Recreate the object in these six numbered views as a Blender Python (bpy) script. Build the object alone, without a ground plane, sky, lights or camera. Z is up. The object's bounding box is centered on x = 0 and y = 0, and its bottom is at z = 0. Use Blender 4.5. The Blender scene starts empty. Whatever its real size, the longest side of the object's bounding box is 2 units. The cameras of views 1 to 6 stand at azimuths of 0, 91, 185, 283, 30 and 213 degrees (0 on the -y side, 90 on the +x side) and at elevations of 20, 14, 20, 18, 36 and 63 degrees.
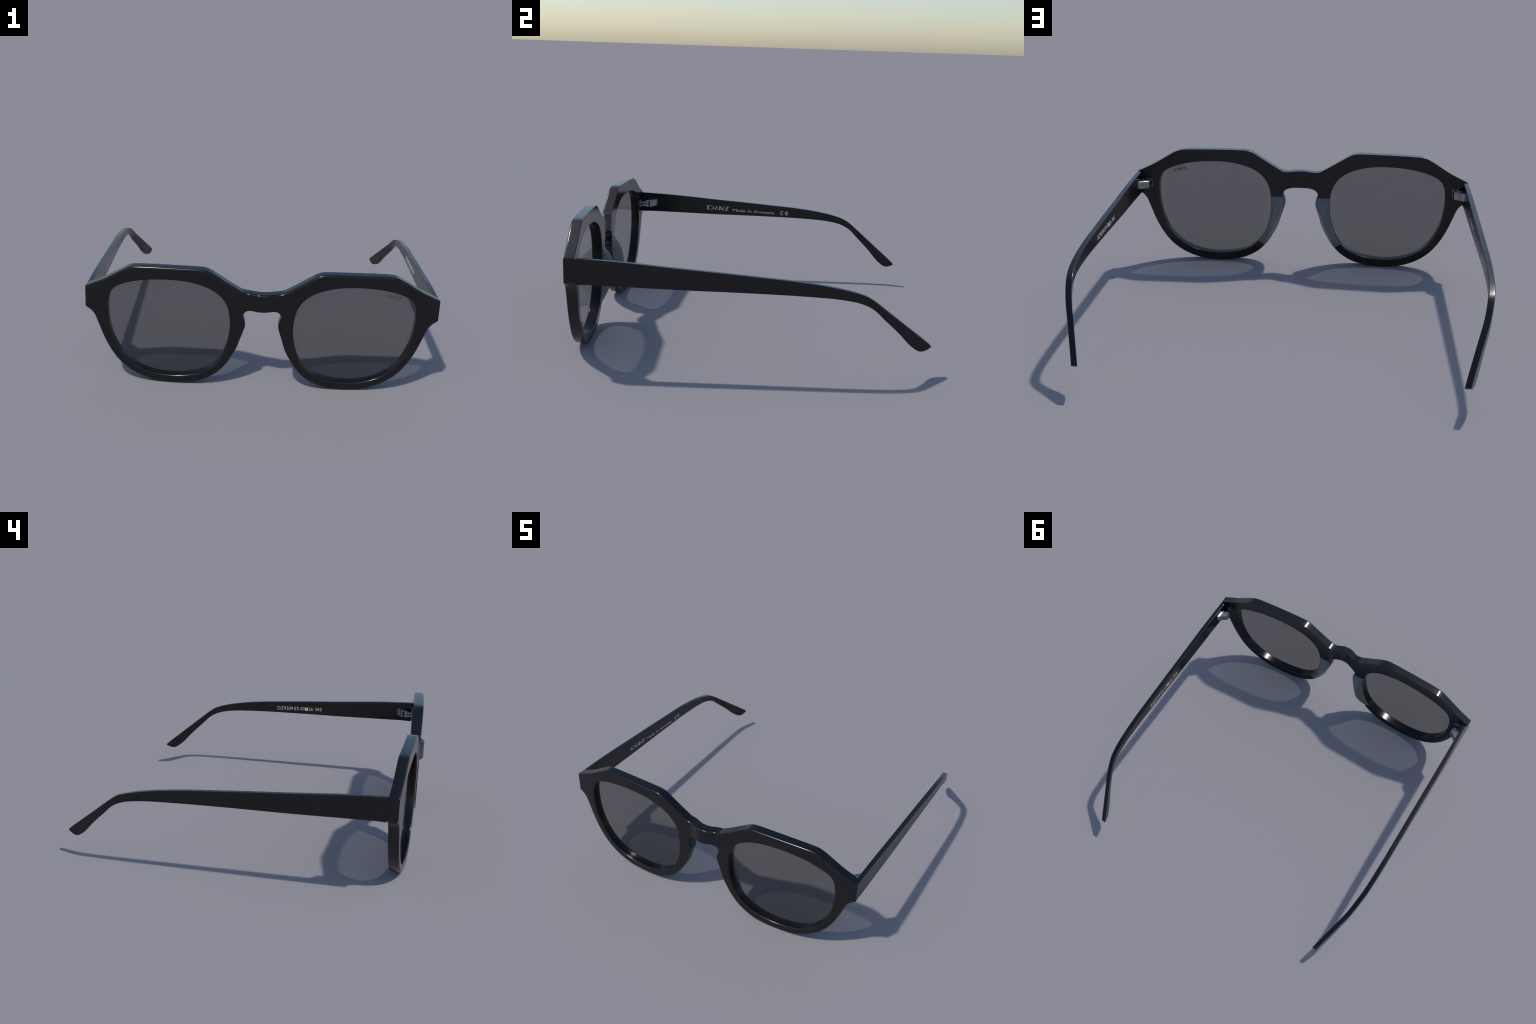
import math
import bpy, bmesh
import numpy as np
from mathutils import Vector
from mathutils.geometry import delaunay_2d_cdt

# =====================================================================
#  Sunglasses: keyhole-bridge acetate front, two tinted lenses, two nose
#  pads, two temples with metal barrel hinges and printed lettering.
#  Front faces -y, z up, lowest point of the rims on z = 0.
# =====================================================================

# ---------------------------------------------------------------- materials
def new_material(name):
    m = bpy.data.materials.new(name)
    m.use_nodes = True
    nt = m.node_tree
    return m, nt, nt.nodes["Principled BSDF"]


def speckle(nt, scale, detail=3.0):
    tc = nt.nodes.new("ShaderNodeTexCoord")
    no = nt.nodes.new("ShaderNodeTexNoise")
    no.inputs["Scale"].default_value = scale
    no.inputs["Detail"].default_value = detail
    nt.links.new(tc.outputs["Object"], no.inputs["Vector"])
    return no


def ramp(nt, source, c0, c1, p0=0.35, p1=0.65):
    r = nt.nodes.new("ShaderNodeValToRGB")
    r.color_ramp.elements[0].position = p0
    r.color_ramp.elements[1].position = p1
    r.color_ramp.elements[0].color = (*c0, 1)
    r.color_ramp.elements[1].color = (*c1, 1)
    nt.links.new(source, r.inputs["Fac"])
    return r


def plain(name, c0, c1, rough0, rough1, scale=6.0, metallic=0.0, ior=1.5):
    m, nt, b = new_material(name)
    no = speckle(nt, scale)
    col = ramp(nt, no.outputs["Fac"], c0, c1)
    nt.links.new(col.outputs["Color"], b.inputs["Base Color"])
    mr = nt.nodes.new("ShaderNodeMapRange")
    mr.inputs["To Min"].default_value = rough0
    mr.inputs["To Max"].default_value = rough1
    nt.links.new(no.outputs["Fac"], mr.inputs["Value"])
    nt.links.new(mr.outputs["Result"], b.inputs["Roughness"])
    b.inputs["Metallic"].default_value = metallic
    b.inputs["IOR"].default_value = ior
    return m


ACETATE = plain("black_acetate", (0.0030, 0.0030, 0.0032), (0.0038, 0.0038, 0.0041), 0.17, 0.21)
PAD = plain("frosted_pad_plastic", (0.140, 0.146, 0.154), (0.162, 0.168, 0.176), 0.34, 0.40, 9.0)
METAL = plain("hinge_steel", (0.30, 0.30, 0.315), (0.37, 0.37, 0.385), 0.17, 0.25, 30.0, 1.0)
INK = plain("pale_print", (0.72, 0.60, 0.555), (0.80, 0.67, 0.62), 0.45, 0.55, 60.0)
ETCH = plain("lens_etching", (0.078, 0.081, 0.090), (0.090, 0.094, 0.103), 0.5, 0.6, 60.0)

LENS, _nt, _b = new_material("smoke_lens")
_no = speckle(_nt, 3.0, 2.0)
_col = ramp(_nt, _no.outputs["Fac"], (0.010, 0.010, 0.011), (0.013, 0.013, 0.014))
_nt.links.new(_col.outputs["Color"], _b.inputs["Base Color"])
_b.inputs["Roughness"].default_value = 0.04
_b.inputs["IOR"].default_value = 1.5
# tint: part of the light passes each face, a little more is seen than falls through
_out = _nt.nodes["Material Output"]
_clear = _nt.nodes.new("ShaderNodeBsdfTransparent")
_thru = _nt.nodes.new("ShaderNodeBsdfRefraction")
_thru.inputs["IOR"].default_value = 1.0
_thru.inputs["Roughness"].default_value = 0.0
_m1 = _nt.nodes.new("ShaderNodeMixShader")
_m1.inputs["Fac"].default_value = 0.11
_nt.links.new(_b.outputs[0], _m1.inputs[1])
_nt.links.new(_thru.outputs[0], _m1.inputs[2])
_m2 = _nt.nodes.new("ShaderNodeMixShader")
_m2.inputs["Fac"].default_value = 0.52
_nt.links.new(_clear.outputs[0], _m2.inputs[1])
_nt.links.new(_m1.outputs[0], _m2.inputs[2])
_nt.links.new(_m2.outputs[0], _out.inputs["Surface"])


# ---------------------------------------------------------------- helpers
def spline(points, closed, step):
    """Centripetal Catmull-Rom through points, resampled to even steps."""
    P = [np.array(p, float) for p in points]
    n = len(P)
    out = []
    segs = n if closed else n - 1
    for i in range(segs):
        p1, p2 = P[i], P[(i + 1) % n]
        p0 = P[i - 1] if (closed or i > 0) else 2 * p1 - p2
        p3 = P[(i + 2) % n] if (closed or i + 2 < n) else 2 * p2 - p1
        t0 = 0.0
        t1 = t0 + max(np.linalg.norm(p1 - p0), 1e-6) ** 0.5
        t2 = t1 + max(np.linalg.norm(p2 - p1), 1e-6) ** 0.5
        t3 = t2 + max(np.linalg.norm(p3 - p2), 1e-6) ** 0.5
        for t in np.linspace(t1, t2, 24, endpoint=False):
            a1 = (t1 - t) / (t1 - t0) * p0 + (t - t0) / (t1 - t0) * p1
            a2 = (t2 - t) / (t2 - t1) * p1 + (t - t1) / (t2 - t1) * p2
            a3 = (t3 - t) / (t3 - t2) * p2 + (t - t2) / (t3 - t2) * p3
            b1 = (t2 - t) / (t2 - t0) * a1 + (t - t0) / (t2 - t0) * a2
            b2 = (t3 - t) / (t3 - t1) * a2 + (t - t1) / (t3 - t1) * a3
            out.append((t2 - t) / (t2 - t1) * b1 + (t - t1) / (t2 - t1) * b2)
    if not closed:
        out.append(P[-1])
    return resample(np.array(out), closed, step)


def resample(Q, closed, step):
    R = np.vstack([Q, Q[:1]]) if closed else Q
    d = np.concatenate([[0], np.cumsum(np.linalg.norm(np.diff(R, axis=0), axis=1))])
    n = max(8, int(round(d[-1] / step)))
    s = np.linspace(0, d[-1], n, endpoint=not closed)
    return np.stack([np.interp(s, d, R[:, k]) for k in range(R.shape[1])], 1)


def area(Q):
    x, y = Q[:, 0], Q[:, 1]
    return 0.5 * np.sum(x * np.roll(y, -1) - np.roll(x, -1) * y)


def ccw(Q):
    return Q if area(Q) > 0 else Q[::-1]


def loop_normals(Q):
    """Outward normals of a counter-clockwise loop."""
    t = np.roll(Q, -1, 0) - np.roll(Q, 1, 0)
    t /= np.linalg.norm(t, axis=1)[:, None] + 1e-12
    return np.stack([t[:, 1], -t[:, 0]], 1)


def inside(Q, X):
    c = np.zeros(len(X), bool)
    x, y = X[:, 0], X[:, 1]
    a, b = Q, np.roll(Q, -1, 0)
    for (x0, y0), (x1, y1) in zip(a, b):
        if y0 != y1:
            hit = ((y0 > y) != (y1 > y)) & (x < (x1 - x0) * (y - y0) / (y1 - y0) + x0)
            c ^= hit
    return c


def plate(name, outer, holes, rounding, thickness, place, grid, material, hole_rounding=None, tighten=None):
    """A slab cut to a 2D outline with holes, edges rounded front and back.
    place(points2d, f) puts the points at depth f (0 front .. 1 back)."""
    bm = bmesh.new()
    loops = [(ccw(outer), -1.0)] + [(ccw(h), 1.0) for h in holes]
    caps = {0: [], 1: []}
    steps = 6
    for index, (Q, sign) in enumerate(loops):
        rf, rb = rounding if index == 0 or not hole_rounding else hole_rounding
        rings = []                                  # (inset, depth in metres, from-back flag)
        for k in range(steps + 1):
            a = math.pi / 2 * k / steps
            rings.append((rf * (1 - math.sin(a)), rf * (1 - math.cos(a)), False))
        for f in (0.33, 0.66):
            rings.append((0.0, f, None))
        for k in range(steps, -1, -1):
            a = math.pi / 2 * k / steps
            rings.append((rb * (1 - math.sin(a)), rb * (1 - math.cos(a)), True))
        N = loop_normals(Q)
        prev = None
        for i, (ins, dep, back) in enumerate(rings):
            k = np.ones(len(Q)) if tighten is None or back is None else tighten(Q, back)
            S = Q + sign * ins * k[:, None] * N
            th = thickness(S)
            if back is None:
                d = dep * th
            elif back:
                d = th - dep * k
            else:
                d = dep * k
            V = [bm.verts.new(p) for p in place(S, d)]
            if prev:
                for a in range(len(V)):
                    b = (a + 1) % len(V)
                    bm.faces.new((prev[a], prev[b], V[b], V[a]))
            prev = V
            if i == 0:
                caps[0].append((S, V))
            if i == len(rings) - 1:
                caps[1].append((S, V))
    for side in (0, 1):
        pts, verts, edges = [], [], []
        for S, V in caps[side]:
            base = len(pts)
            pts += [tuple(p) for p in S]
            verts += V
            edges += [(base + i, base + (i + 1) % len(S)) for i in range(len(S))]
        O = caps[side][0][0]
        lo, hi = O.min(0), O.max(0)
        gx, gy = np.meshgrid(np.arange(lo[0] + grid / 2, hi[0], grid), np.arange(lo[1] + grid / 2, hi[1], grid))
        G = np.stack([gx.ravel(), gy.ravel()], 1)
        keep = inside(O, G)
        for S, _ in caps[side][1:]:
            keep &= ~inside(S, G)
        allp = np.array(pts)
        G = G[keep]
        G = np.array([g for g in G if np.min(np.sum((allp - g) ** 2, 1)) > (0.35 * grid) ** 2]).reshape(-1, 2)
        th = thickness(G) if len(G) else np.zeros(0)
        d = th if side else np.zeros(len(G))
        if len(G):
            verts += [bm.verts.new(p) for p in place(G, d)]
            pts += [tuple(p) for p in G]
        res = delaunay_2d_cdt([Vector(p) for p in pts], edges, [], 0, 1e-7, True)
        faces, orig = res[2], res[3]
        C = np.array([np.mean([pts[orig[i][0]] for i in f], axis=0) for f in faces])
        ok = inside(O, C)
        for S, _ in caps[side][1:]:
            ok &= ~inside(S, C)
        for f, use in zip(faces, ok):
            if use:
                try:
                    bm.faces.new([verts[orig[i][0]] for i in f])
                except (ValueError, IndexError):
                    pass
    bmesh.ops.holes_fill(bm, edges=[e for e in bm.edges if e.is_boundary], sides=8)
    bmesh.ops.triangulate(bm, faces=[f for f in bm.faces if len(f.verts) > 4])
    return finish(bm, name, material)


def finish(bm, name, material, angle=35.0, weighted=True):
    bmesh.ops.recalc_face_normals(bm, faces=bm.faces)
    me = bpy.data.meshes.new(name)
    bm.to_mesh(me)
    bm.free()
    me.materials.append(material)
    for p in me.polygons:
        p.use_smooth = True
    me.set_sharp_from_angle(angle=math.radians(angle))
    ob = bpy.data.objects.new(name, me)
    bpy.context.scene.collection.objects.link(ob)
    if weighted:
        w = ob.modifiers.new("weighted_normal", "WEIGHTED_NORMAL")
        w.keep_sharp = True
        w.weight = 60
    return ob


def smooth01(t):
    t = np.clip(t, 0, 1)
    return t * t * (3 - 2 * t)


# ---------------------------------------------------------------- front frame
def front_y(x):
    """Face-form curve of the front, with the bridge pushed forward."""
    x = np.abs(x)
    return -0.9175 + 0.047 * x * x - 0.0235 * smooth01((0.095 - x) / 0.082)


def front_thickness(x):
    return 0.0600 - 0.0045 * np.asarray(x) ** 2


# right half of the outline, from the top of the bridge round to its underside
OUTER_HALF = [(0, .5750), (.030, .5750), (.060, .5742), (.088, .5745), (.116, .5800), (.147, .5970), (.200, .6285),
              (.258, .6650), (.292, .6850), (.315, .6945), (.340, .6990), (.375, .7005), (.500, .7005), (.650, .6988), (.712, .6965),
              (.736, .6935), (.760, .6850), (.800, .6635), (.850, .6330), (.900, .6043), (.950, .5815), (.990, .5632),
              (.9975, .5600), (1.0, .5520), (1.0, .5000), (1.0, .4470), (.9965, .4400), (.967, .4170), (.948, .3935),
              (.930, .3500), (.887, .2420), (.842, .1620), (.787, .0970), (.716, .0470), (.620, .0105), (.510, 0.0),
              (.435, .0028), (.345, .0205), (.261, .0650), (.2015, .1260), (.168, .1800), (.140, .2340), (.1185, .2990),
              (.0985, .3600), (.0945, .3800), (.0965, .3980), (.1055, .4290), (.1075, .4410), (.1040, .4520),
              (.0930, .4650), (.0760, .4730), (.050, .4762), (.025, .4755), (0, .4750)]
OPENING = [(.540, .6345), (.620, .6300), (.685, .6215), (.760, .6030), (.820, .5770), (.852, .5460), (.868, .5050),
           (.8745, .4400), (.871, .3700), (.860, .3040), (.840, .2450), (.810, .1870), (.770, .1370), (.725, .0990),
           (.670, .0700), (.590, .0480), (.495, .0420), (.400, .0535), (.330, .0770), (.270, .1170), (.225, .1760),
           (.195, .2550), (.182, .3250), (.1795, .4000), (.187, .4570), (.203, .5050), (.236, .5510), (.285, .5870),
           (.345, .6110), (.415, .6275), (.490, .6340)]

mirror_half = [(-x, z) for x, z in OUTER_HALF[-2:0:-1]]
outer_loop = spline(OUTER_HALF + mirror_half, True, 0.004)
outer_loop = ccw(outer_loop)
outer_loop = outer_loop + loop_normals(outer_loop) * (0.0013 + 0.0028 * np.clip(loop_normals(outer_loop)[:, 1:2], 0, 1))
outer_loop[:, 0] = np.clip(outer_loop[:, 0], -1.0, 1.0)
outer_loop[:, 1] -= outer_loop[:, 1].min()
opening_loop = spline(OPENING, True, 0.005)
opening_loop = ccw(opening_loop)
opening_loop = opening_loop - loop_normals(opening_loop) * (0.0008 + 0.0036 * np.clip(loop_normals(opening_loop) @ np.array([[0.55], [-0.83]]), 0, 1))
opening_left = opening_loop * [-1, 1]


def place_front(S, d):
    x, z = S[:, 0], S[:, 1]
    y = front_y(x) + d
    end = smooth01((np.abs(x) - 0.90) / 0.09)
    xs = x - np.sign(x) * end * d * 0.055          # end pieces lean in to meet the temples
    return np.stack([xs, y, z], 1)


frame = plate("frame_front", outer_loop, [opening_loop, opening_left], (0.0095, 0.0035),
              lambda S: front_thickness(S[:, 0]), place_front, 0.03, ACETATE, (0.0075, 0.0035),
              lambda Q, back: 1 - 0.75 * smooth01((np.abs(Q[:, 0]) - 0.975) / 0.02) if back else 1 - 0.35 * smooth01((np.abs(Q[:, 0]) - 0.985) / 0.01))


# ---------------------------------------------------------------- lenses
LENS_DEPTH, LENS_THICK = 0.0288, 0.0022


def make_lens(side):
    loop = opening_loop.copy()
    loop = ccw(loop)
    loop = loop + loop_normals(loop) * 0.004       # edge sits inside the rim
    loop = resample(loop * [side, 1], True, 0.012)

    def place_lens(S, d):
        return np.stack([S[:, 0], front_y(np.maximum(np.abs(S[:, 0]), 0.11)) + LENS_DEPTH + d, S[:, 1]], 1)

    return plate("lens", loop, [], (0.0008, 0.0008), lambda S: np.full(len(S), LENS_THICK), place_lens, 0.04, LENS)


# ---------------------------------------------------------------- nose pads
def edge_at(loop, z, x_range):
    """x of the loop edge nearest the nose at height z."""
    best = None
    n = len(loop)
    for i in range(n):
        (x0, z0), (x1, z1) = loop[i], loop[(i + 1) % n]
        if (z0 - z) * (z1 - z) <= 0 and z0 != z1:
            x = x0 + (x1 - x0) * (z - z0) / (z1 - z0)
            if x_range[0] < x < x_range[1] and (best is None or x < best):
                best = x
    return best


def make_pad(side):
    bm = bmesh.new()
    rows, cols = 44, 26
    # (height on the nose edge, height on the lens edge, projection behind the rim)
    keys = [(.424, .424, .0), (.421, .421, .0055), (.410, .411, .0150), (.392, .394, .0300), (.365, .372, .0440), (.330, .340, .0540),
            (.285, .300, .0590), (.240, .262, .0560), (.200, .227, .0460), (.165, .193, .0330), (.135, .163, .0185),
            (.115, .142, .0070), (.106, .133, .0)]
    K = spline(keys, False, 0.01)
    K = np.stack([np.interp(np.linspace(0, 1, rows), np.linspace(0, 1, len(K)), K[:, k]) for k in range(3)], 1)
    grid, base = [], []
    for zn, zl, h in K:
        xn = edge_at(outer_loop, zn, (0.05, 0.30)) + 0.0030
        xl = edge_at(opening_loop, zl, (0.10, 0.40)) - 0.0015
        row, low = [], []
        for j in range(cols):
            t = j / (cols - 1)                      # 0 nose edge .. 1 lens edge
            prof = (math.sin(math.pi * t ** 1.15)) ** 0.62 if 0 < t < 1 else 0.0
            x = xn + (xl - xn) * t
            z = zn + (zl - zn) * t
            y = front_y(x) + front_thickness(x) - 0.004
            row.append(bm.verts.new((side * x, y + 0.0045 * (1 if 0 < t < 1 else 0.4) + max(h, 0) * prof, z)))
            low.append(bm.verts.new((side * x, y - 0.002, z)))
        grid.append(row)
        base.append(low)
    for g, flip in ((grid, 1), (base, 0)):
        for i in range(rows - 1):
            for j in range(cols - 1):
                q = (g[i][j], g[i][j + 1], g[i + 1][j + 1], g[i + 1][j])
                bm.faces.new(q if flip else q[::-1])
    rim_a = grid[0] + [r[-1] for r in grid[1:]] + grid[-1][-2::-1] + [r[0] for r in grid[-2:0:-1]]
    rim_b = base[0] + [r[-1] for r in base[1:]] + base[-1][-2::-1] + [r[0] for r in base[-2:0:-1]]
    for i in range(len(rim_a)):
        k = (i + 1) % len(rim_a)
        bm.faces.new((rim_a[i], rim_b[i], rim_b[k], rim_a[k]))
    return finish(bm, "nose_pad", PAD, 60, False)


# ---------------------------------------------------------------- temples
TEMPLE_SIDE = [(-.8200, .9955), (-.60, .9975), (-.33, .9990), (0.0, .9995), (.20, .9990), (.36, .9970), (.45, .9945),
               (.53, .9900), (.60, .9805), (.655, .9690), (.70, .9560), (.78, .9255), (.89, .8840), (.95, .8620)]
_ty = np.array([p[0] for p in TEMPLE_SIDE])
_side_curve = spline(TEMPLE_SIDE, False, 0.004)


def temple_x(y):
    return np.minimum(np.interp(y, _side_curve[:, 0], _side_curve[:, 1]) + 0.0015, 1.0)


def temple_thickness(y):
    return np.interp(y, [-.82, -.4, .3, .6, .95], [.0275, .0298, .0302, .0305, .0285])


TEMPLE_OUTLINE = [(-.8142, .5000), (-.8142, .5615), (-.8125, .5645), (-.760, .5640), (-.690, .5610), (-.564, .5540), (-.319, .5350), (-.074, .5180),
                  (.103, .5045), (.226, .4950), (.350, .4815), (.447, .4668), (.534, .4480), (.598, .4265), (.640, .4000),
                  (.696, .3550), (.799, .2700), (.870, .2120), (.925, .1660), (.9385, .1530), (.9420, .1470),
                  (.9375, .1425), (.920, .1325), (.903, .1270), (.885, .1265), (.868, .1330), (.852, .1440), (.824, .1680),
                  (.767, .2310), (.684, .3120), (.648, .3480), (.615, .3715), (.575, .3895), (.537, .4000), (.450, .4125),
                  (.351, .4185), (.228, .4230), (0, .4270), (-.318, .4295), (-.564, .4340), (-.760, .4365), (-.8125, .4360), (-.8142, .4390)]
temple_loop = ccw(spline(TEMPLE_OUTLINE, True, 0.004))
temple_loop[:, 1] -= 0.0012


def make_temple(side):
    def place(S, d):
        y, z = S[:, 0], S[:, 1]
        return np.stack([side * (temple_x(y) - d), y, z], 1)
    return plate("temple", temple_loop, [], (0.0038, 0.0042), lambda S: temple_thickness(S[:, 0]), place, 0.022, ACETATE,
                 None, lambda Q, back: 0.25 + 0.75 * smooth01((Q[:, 0] + 0.8125) / 0.004))


# ---------------------------------------------------------------- hinges
def prism(bm, plan, z0, z1, side, lean=0.10):
    """Vertical prism over an (x, y) plan."""
    P = ccw(np.array(plan))
    lo = [bm.verts.new((side * x, y, z0 + lean * (x - 0.945))) for x, y in P]
    hi = [bm.verts.new((side * x, y, z1 + lean * (x - 0.945))) for x, y in P]
    n = len(P)
    bm.faces.new(lo[::-1])
    bm.faces.new(hi)
    for i in range(n):
        bm.faces.new((lo[i], lo[(i + 1) % n], hi[(i + 1) % n], hi[i]))


def round_end(cx, cy, r, a0, a1, n=10):
    return [(cx + r * math.cos(math.radians(a)), cy + r * math.sin(math.radians(a))) for a in np.linspace(a0, a1, n)]


def bevelled(ob, width):
    b = ob.modifiers.new("bevel", "BEVEL")
    b.width = width
    b.segments = 3
    b.limit_method = "ANGLE"
    b.angle_limit = math.radians(50)
    ob.modifiers.move(len(ob.modifiers) - 1, 0)
    return ob


PIN = (0.9275, -0.7790)
SLOTS = ((0.4825, 0.4950), (0.5010, 0.5135))


def make_temple_hinge(side):
    bm = bmesh.new()
    # solid wedge standing on the inner face of the temple
    wedge = [(.9760, -.7640), (.9185, -.7640)] + round_end(.9215, -.7560, .0080, 190, 130, 5) + \
            [(.9350, -.7370), (.9480, -.7230), (.9600, -.7130), (.9690, -.7085), (.9760, -.7075)]
    prism(bm, wedge, 0.4770, 0.5220, side)
    # three knuckles wrapping the pin
    for z0, z1 in ((0.4770, 0.4825), (0.4950, 0.5010), (0.5135, 0.5220)):
        prism(bm, [(.9640, -.7650), (.9640, -.7740)] + round_end(PIN[0], PIN[1], .0125, 0, -180, 12) + [(.9150, -.7650)], z0, z1, side)
    return bevelled(finish(bm, "hinge", METAL, 40), 0.0030)


def make_front_hinge(side):
    bm = bmesh.new()
    yb = front_y(0.93) + front_thickness(0.93)
    prism(bm, [(.9100, yb - .004), (.9500, yb - .004), (.9500, yb + .0035), (.9100, yb + .0035)], 0.4745, 0.5255, side)
    for z0, z1 in SLOTS:
        prism(bm, [(.9490, yb + .002), (.9490, -.7760)] + round_end(PIN[0] + .0040, PIN[1] + .0020, .0145, 20, 160, 10) +
              [(.9135, -.7790), (.9115, yb + .002)], z0, z1, side)
    return bevelled(finish(bm, "hinge_leaf", METAL, 40), 0.0012)


def make_screw(side):
    bm = bmesh.new()
    prism(bm, round_end(PIN[0], PIN[1], .0062, 0, 337.5, 16), 0.4745, 0.5225, side)
    return finish(bm, "hinge_screw", METAL, 40)


# ---------------------------------------------------------------- lettering
def strip(path, widths):
    """Polygons of a stroke along a path with a half-width at each point."""
    P = np.array(path, float)
    t = np.gradient(P, axis=0)
    t /= np.linalg.norm(t, axis=1)[:, None]
    n = np.stack([-t[:, 1], t[:, 0]], 1)
    w = np.array(widths)[:, None]
    A, B = P + n * w, P - n * w
    return [[A[i], A[i + 1], B[i + 1], B[i]] for i in range(len(P) - 1)]


def logo_polygons(d_width=1.75):
    """Four-letter wordmark, height 1: wide D, A without a bar, N, Z with contrast strokes."""
    polys = []
    k = .10
    polys.append([(0, 0), (.34, 0), (.34, 1), (0, 1)])
    bx = d_width - .75
    outer = [(.34, 0), (bx, 0)] + [(bx + .75 * math.sin(a), .5 - .5 * math.cos(a)) for a in np.linspace(0, math.pi, 19)[1:-1]] + [(bx, 1), (.34, 1)]
    inner = [(.34, k), (bx, k)] + [(bx + (.75 - .16) * math.sin(a), .5 - (.5 - k) * math.cos(a)) for a in np.linspace(0, math.pi, 19)[1:-1]] + [(bx, 1 - k), (.34, 1 - k)]
    polys += [[outer[i], outer[i + 1], inner[i + 1], inner[i]] for i in range(len(outer) - 1)]
    x = d_width + .10                                     # A
    polys.append([(x, 0), (x + .30, 0), (x + .68, .82), (x + .58, 1)])
    polys.append([(x + .58, 1), (x + .68, .82), (x + .94, 0), (x + 1.08, 0), (x + .70, 1)])
    x += 1.30                                             # N
    polys.append([(x, 0), (x + .30, 0), (x + .30, .72), (x + .14, 1), (x, 1)])
    polys.append([(x + .14, 1), (x + .30, .72), (x + .92, 0), (x + 1.06, 0), (x + 1.06, .14), (x + .32, 1)])
    polys.append([(x + 1.06, .10), (x + 1.18, .10), (x + 1.18, 1), (x + 1.06, 1)])
    x += 1.40                                             # Z
    polys.append([(x + .02, 1 - k), (x + .72, 1 - k), (x + 1.10, 1), (x + .02, 1)])
    polys.append([(x, 0), (x + .38, k), (x + 1.10, 1), (x + .72, 1 - k)])
    polys.append([(x, 0), (x + 1.08, 0), (x + 1.08, k), (x + .38, k)])
    return polys, x + 1.10


def mark_polygons():
    """Conformity mark: two round letters of the same radius, height 1."""
    polys = []
    for cx, bar in ((.5, False), (1.60, True)):
        a = np.radians(np.linspace(68, 292, 25))
        path = [(cx + .41 * math.cos(t), .5 + .41 * math.sin(t)) for t in a]
        polys += strip(path, [.09] * len(path))
        if bar:
            polys.append([(cx - .34, .42), (cx + .24, .42), (cx + .24, .58), (cx - .34, .58)])
    return polys, 1.9


def font_polygons(text, bold=0.0):
    cu = bpy.data.curves.new("lettering_outline", "FONT")
    cu.body = text
    cu.resolution_u = 3
    cu.offset = bold
    ob = bpy.data.objects.new("lettering_outline", cu)
    bpy.context.scene.collection.objects.link(ob)
    dg = bpy.context.evaluated_depsgraph_get()
    dg.update()
    me = ob.evaluated_get(dg).to_mesh()
    V = np.array([(v.co.x, v.co.y) for v in me.vertices])
    polys = [[tuple(V[i]) for i in p.vertices] for p in me.polygons]
    lo, hi = V.min(0), V.max(0)
    ob.evaluated_get(dg).to_mesh_clear()
    bpy.data.objects.remove(ob)
    bpy.data.curves.remove(cu)
    return polys, lo, hi


def glyph_line(text, gap, bold):
    """Letters set one by one; the digit one is drawn with a flag."""
    out, x = [], 0.0
    for ch in text:
        if ch == "1":
            polys = [[(.13, 0), (.235, 0), (.235, .70), (.13, .70)], [(.0, .585), (.0, .500), (.13, .590), (.13, .70)]]
            lo, hi = (0.0, 0.0), (.235, .70)
        else:
            polys, lo, hi = font_polygons(ch, bold)
        out += [[(px - lo[0] + x, py) for px, py in p] for p in polys]
        x += hi[0] - lo[0] + gap
    return out, x - gap


def lay_print(bm, polys, to3d, lift=0.0006, sink=0.0006):
    """Raise flat polygons off a surface as a thin film of print."""
    for p in polys:
        Q = np.array(p, float)
        top = [bm.verts.new(to3d(x, y, lift)) for x, y in Q]
        low = [bm.verts.new(to3d(x, y, -sink)) for x, y in Q]
        bm.faces.new(top)
        n = len(top)
        for i in range(n):
            bm.faces.new((top[i], low[i], low[(i + 1) % n], top[(i + 1) % n]))


def temple_mapper(side, start, end, height, scale, offset=(0, 0)):
    """Text frame on the inner face: start/end are (y, z) of the baseline."""
    s, e = np.array(start), np.array(end)
    u = (e - s) / np.linalg.norm(e - s)
    v = np.array([-u[1], u[0]]) * (1 if u[0] > 0 else -1)

    def to3d(x, y, lift):
        q = s + u * (x - offset[0]) * scale + v * (y - offset[1]) * height
        return (side * (temple_x(q[0]) - temple_thickness(q[0]) - lift), q[0], q[1])
    return to3d


def dist(a, b):
    return math.hypot(b[0] - a[0], b[1] - a[1])


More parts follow.
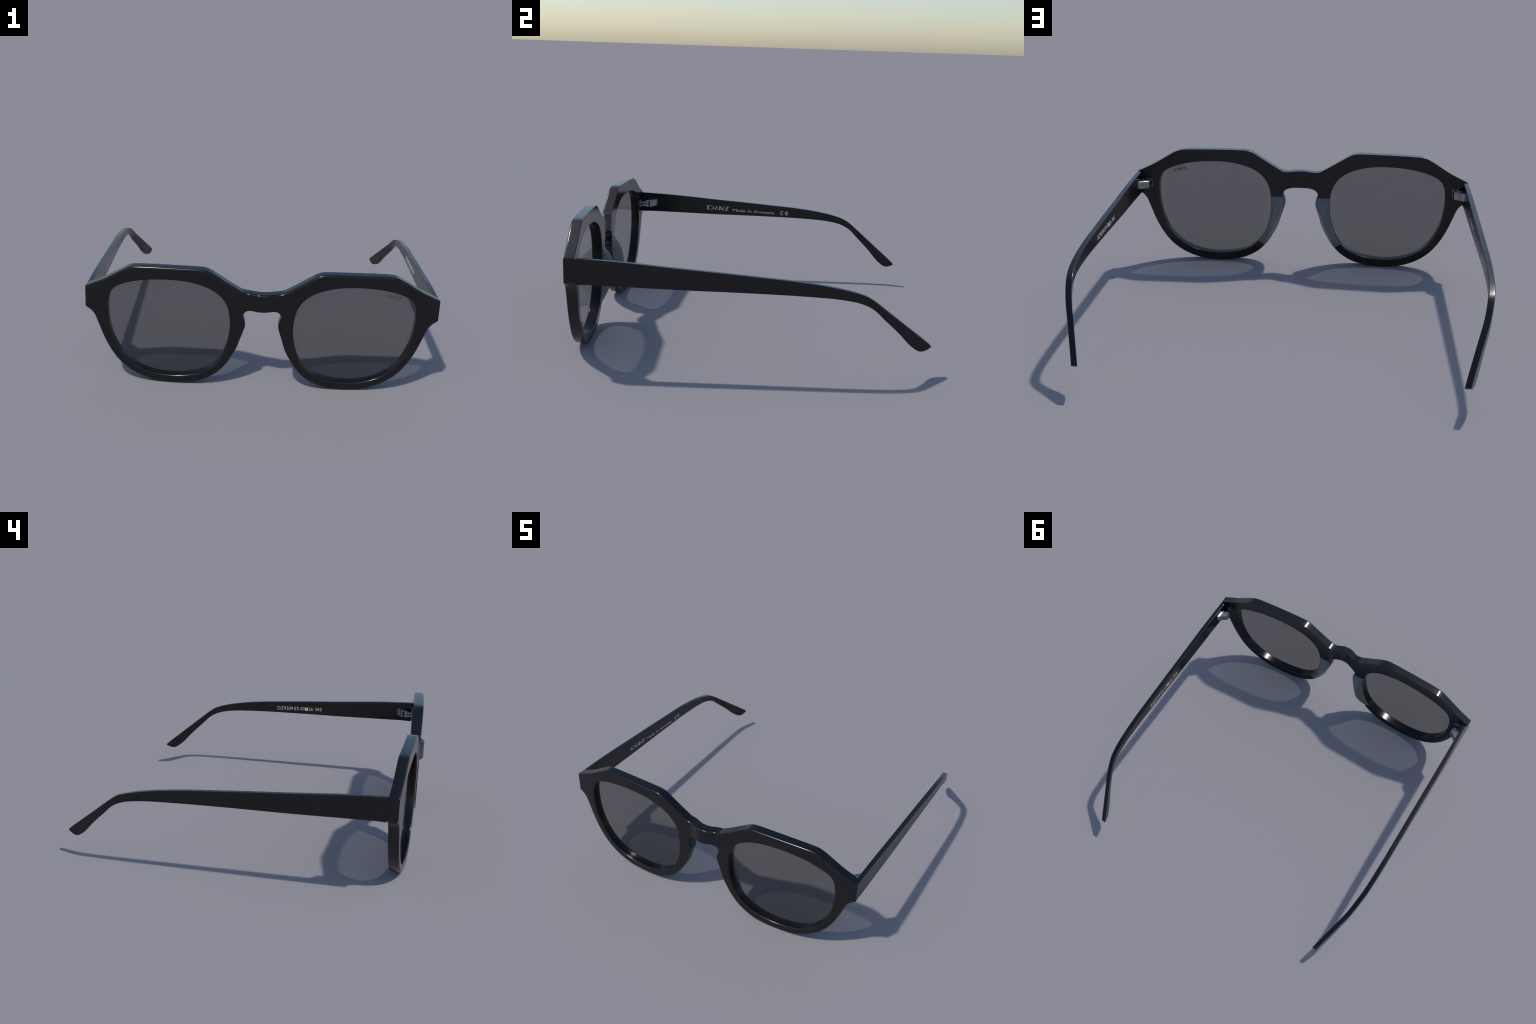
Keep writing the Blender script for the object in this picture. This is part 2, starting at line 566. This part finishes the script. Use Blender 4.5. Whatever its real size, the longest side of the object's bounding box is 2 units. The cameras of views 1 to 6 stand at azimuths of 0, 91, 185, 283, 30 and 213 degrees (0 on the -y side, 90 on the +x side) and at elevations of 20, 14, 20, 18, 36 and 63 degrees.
def make_left_lettering():
    bm = bmesh.new()
    polys, w = logo_polygons()
    a, b = (-.3640, .4630), (-.2120, .4570)
    lay_print(bm, polys, temple_mapper(-1, a, b, .0265, dist(a, b) / w))
    polys, lo, hi = font_polygons("Made In Armenia")
    a, b = (-.1820, .4540), (.1080, .4435)
    lay_print(bm, polys, temple_mapper(-1, a, b, .0265, dist(a, b) / (hi[0] - lo[0]), (lo[0], 0)))
    polys, w = mark_polygons()
    a, b = (.1490, .4395), (.2090, .4375)
    lay_print(bm, polys, temple_mapper(-1, a, b, .0290, .0300))
    ob = finish(bm, "lettering", INK, 35, False)
    return ob


def make_right_lettering():
    bm = bmesh.new()
    a, b = (.1390, .4450), (-.1820, .4560)
    slope = (b[1] - a[1]) / (b[0] - a[0])
    for text, y0, y1 in (("DZ9209", .1390, .0265), ("S1", .0185, -.0125), ("47", -.0225, -.0560), ("26", -.0850, -.1190), ("145", -.1350, -.1820)):
        polys, wide = glyph_line(text, 0.095, -0.009)
        p, q = (y0, a[1] + slope * (y0 - a[0])), (y1, a[1] + slope * (y1 - a[0]))
        lay_print(bm, polys, temple_mapper(1, p, q, .0250 / .70, dist(p, q) / wide))
    p = (-.0590, .4520)
    lay_print(bm, [[(0, 0), (1, 0), (1, 1), (0, 1)]], temple_mapper(1, p, (-.0820, .4528), .0215, .0230))
    return finish(bm, "lettering", INK, 35, False)


def make_lens_logo():
    bm = bmesh.new()
    polys, w = logo_polygons(1.35)
    s, e = np.array((.7050, .5740)), np.array((.7815, .5570))
    u = (e - s) / np.linalg.norm(e - s)
    v = np.array([-u[1], u[0]])
    k = np.linalg.norm(e - s) / w

    def to3d(x, y, lift):
        q = s + u * x * k + v * y * 0.0190
        return (q[0], front_y(q[0]) + LENS_DEPTH - lift, q[1])
    lay_print(bm, polys, to3d, 0.0006, -0.0001)
    return finish(bm, "lens_logo", ETCH, 35, False)


# ---------------------------------------------------------------- assembly
root = bpy.data.objects.new("sunglasses", None)
bpy.context.scene.collection.objects.link(root)
root["label"] = "black acetate sunglasses with keyhole bridge and grey tinted lenses"
root["category"] = "sunglasses"


def adopt(parent, *children):
    for c in children:
        c.parent = parent


adopt(root, frame)
for side in (1, -1):
    lens = make_lens(side)
    pad = make_pad(side)
    temple = make_temple(side)
    adopt(root, lens, pad, temple)
    adopt(frame, make_front_hinge(side))
    adopt(temple, make_temple_hinge(side), make_screw(side))
    if side == 1:
        adopt(lens, make_lens_logo())
        adopt(temple, make_right_lettering())
    else:
        adopt(temple, make_left_lettering())
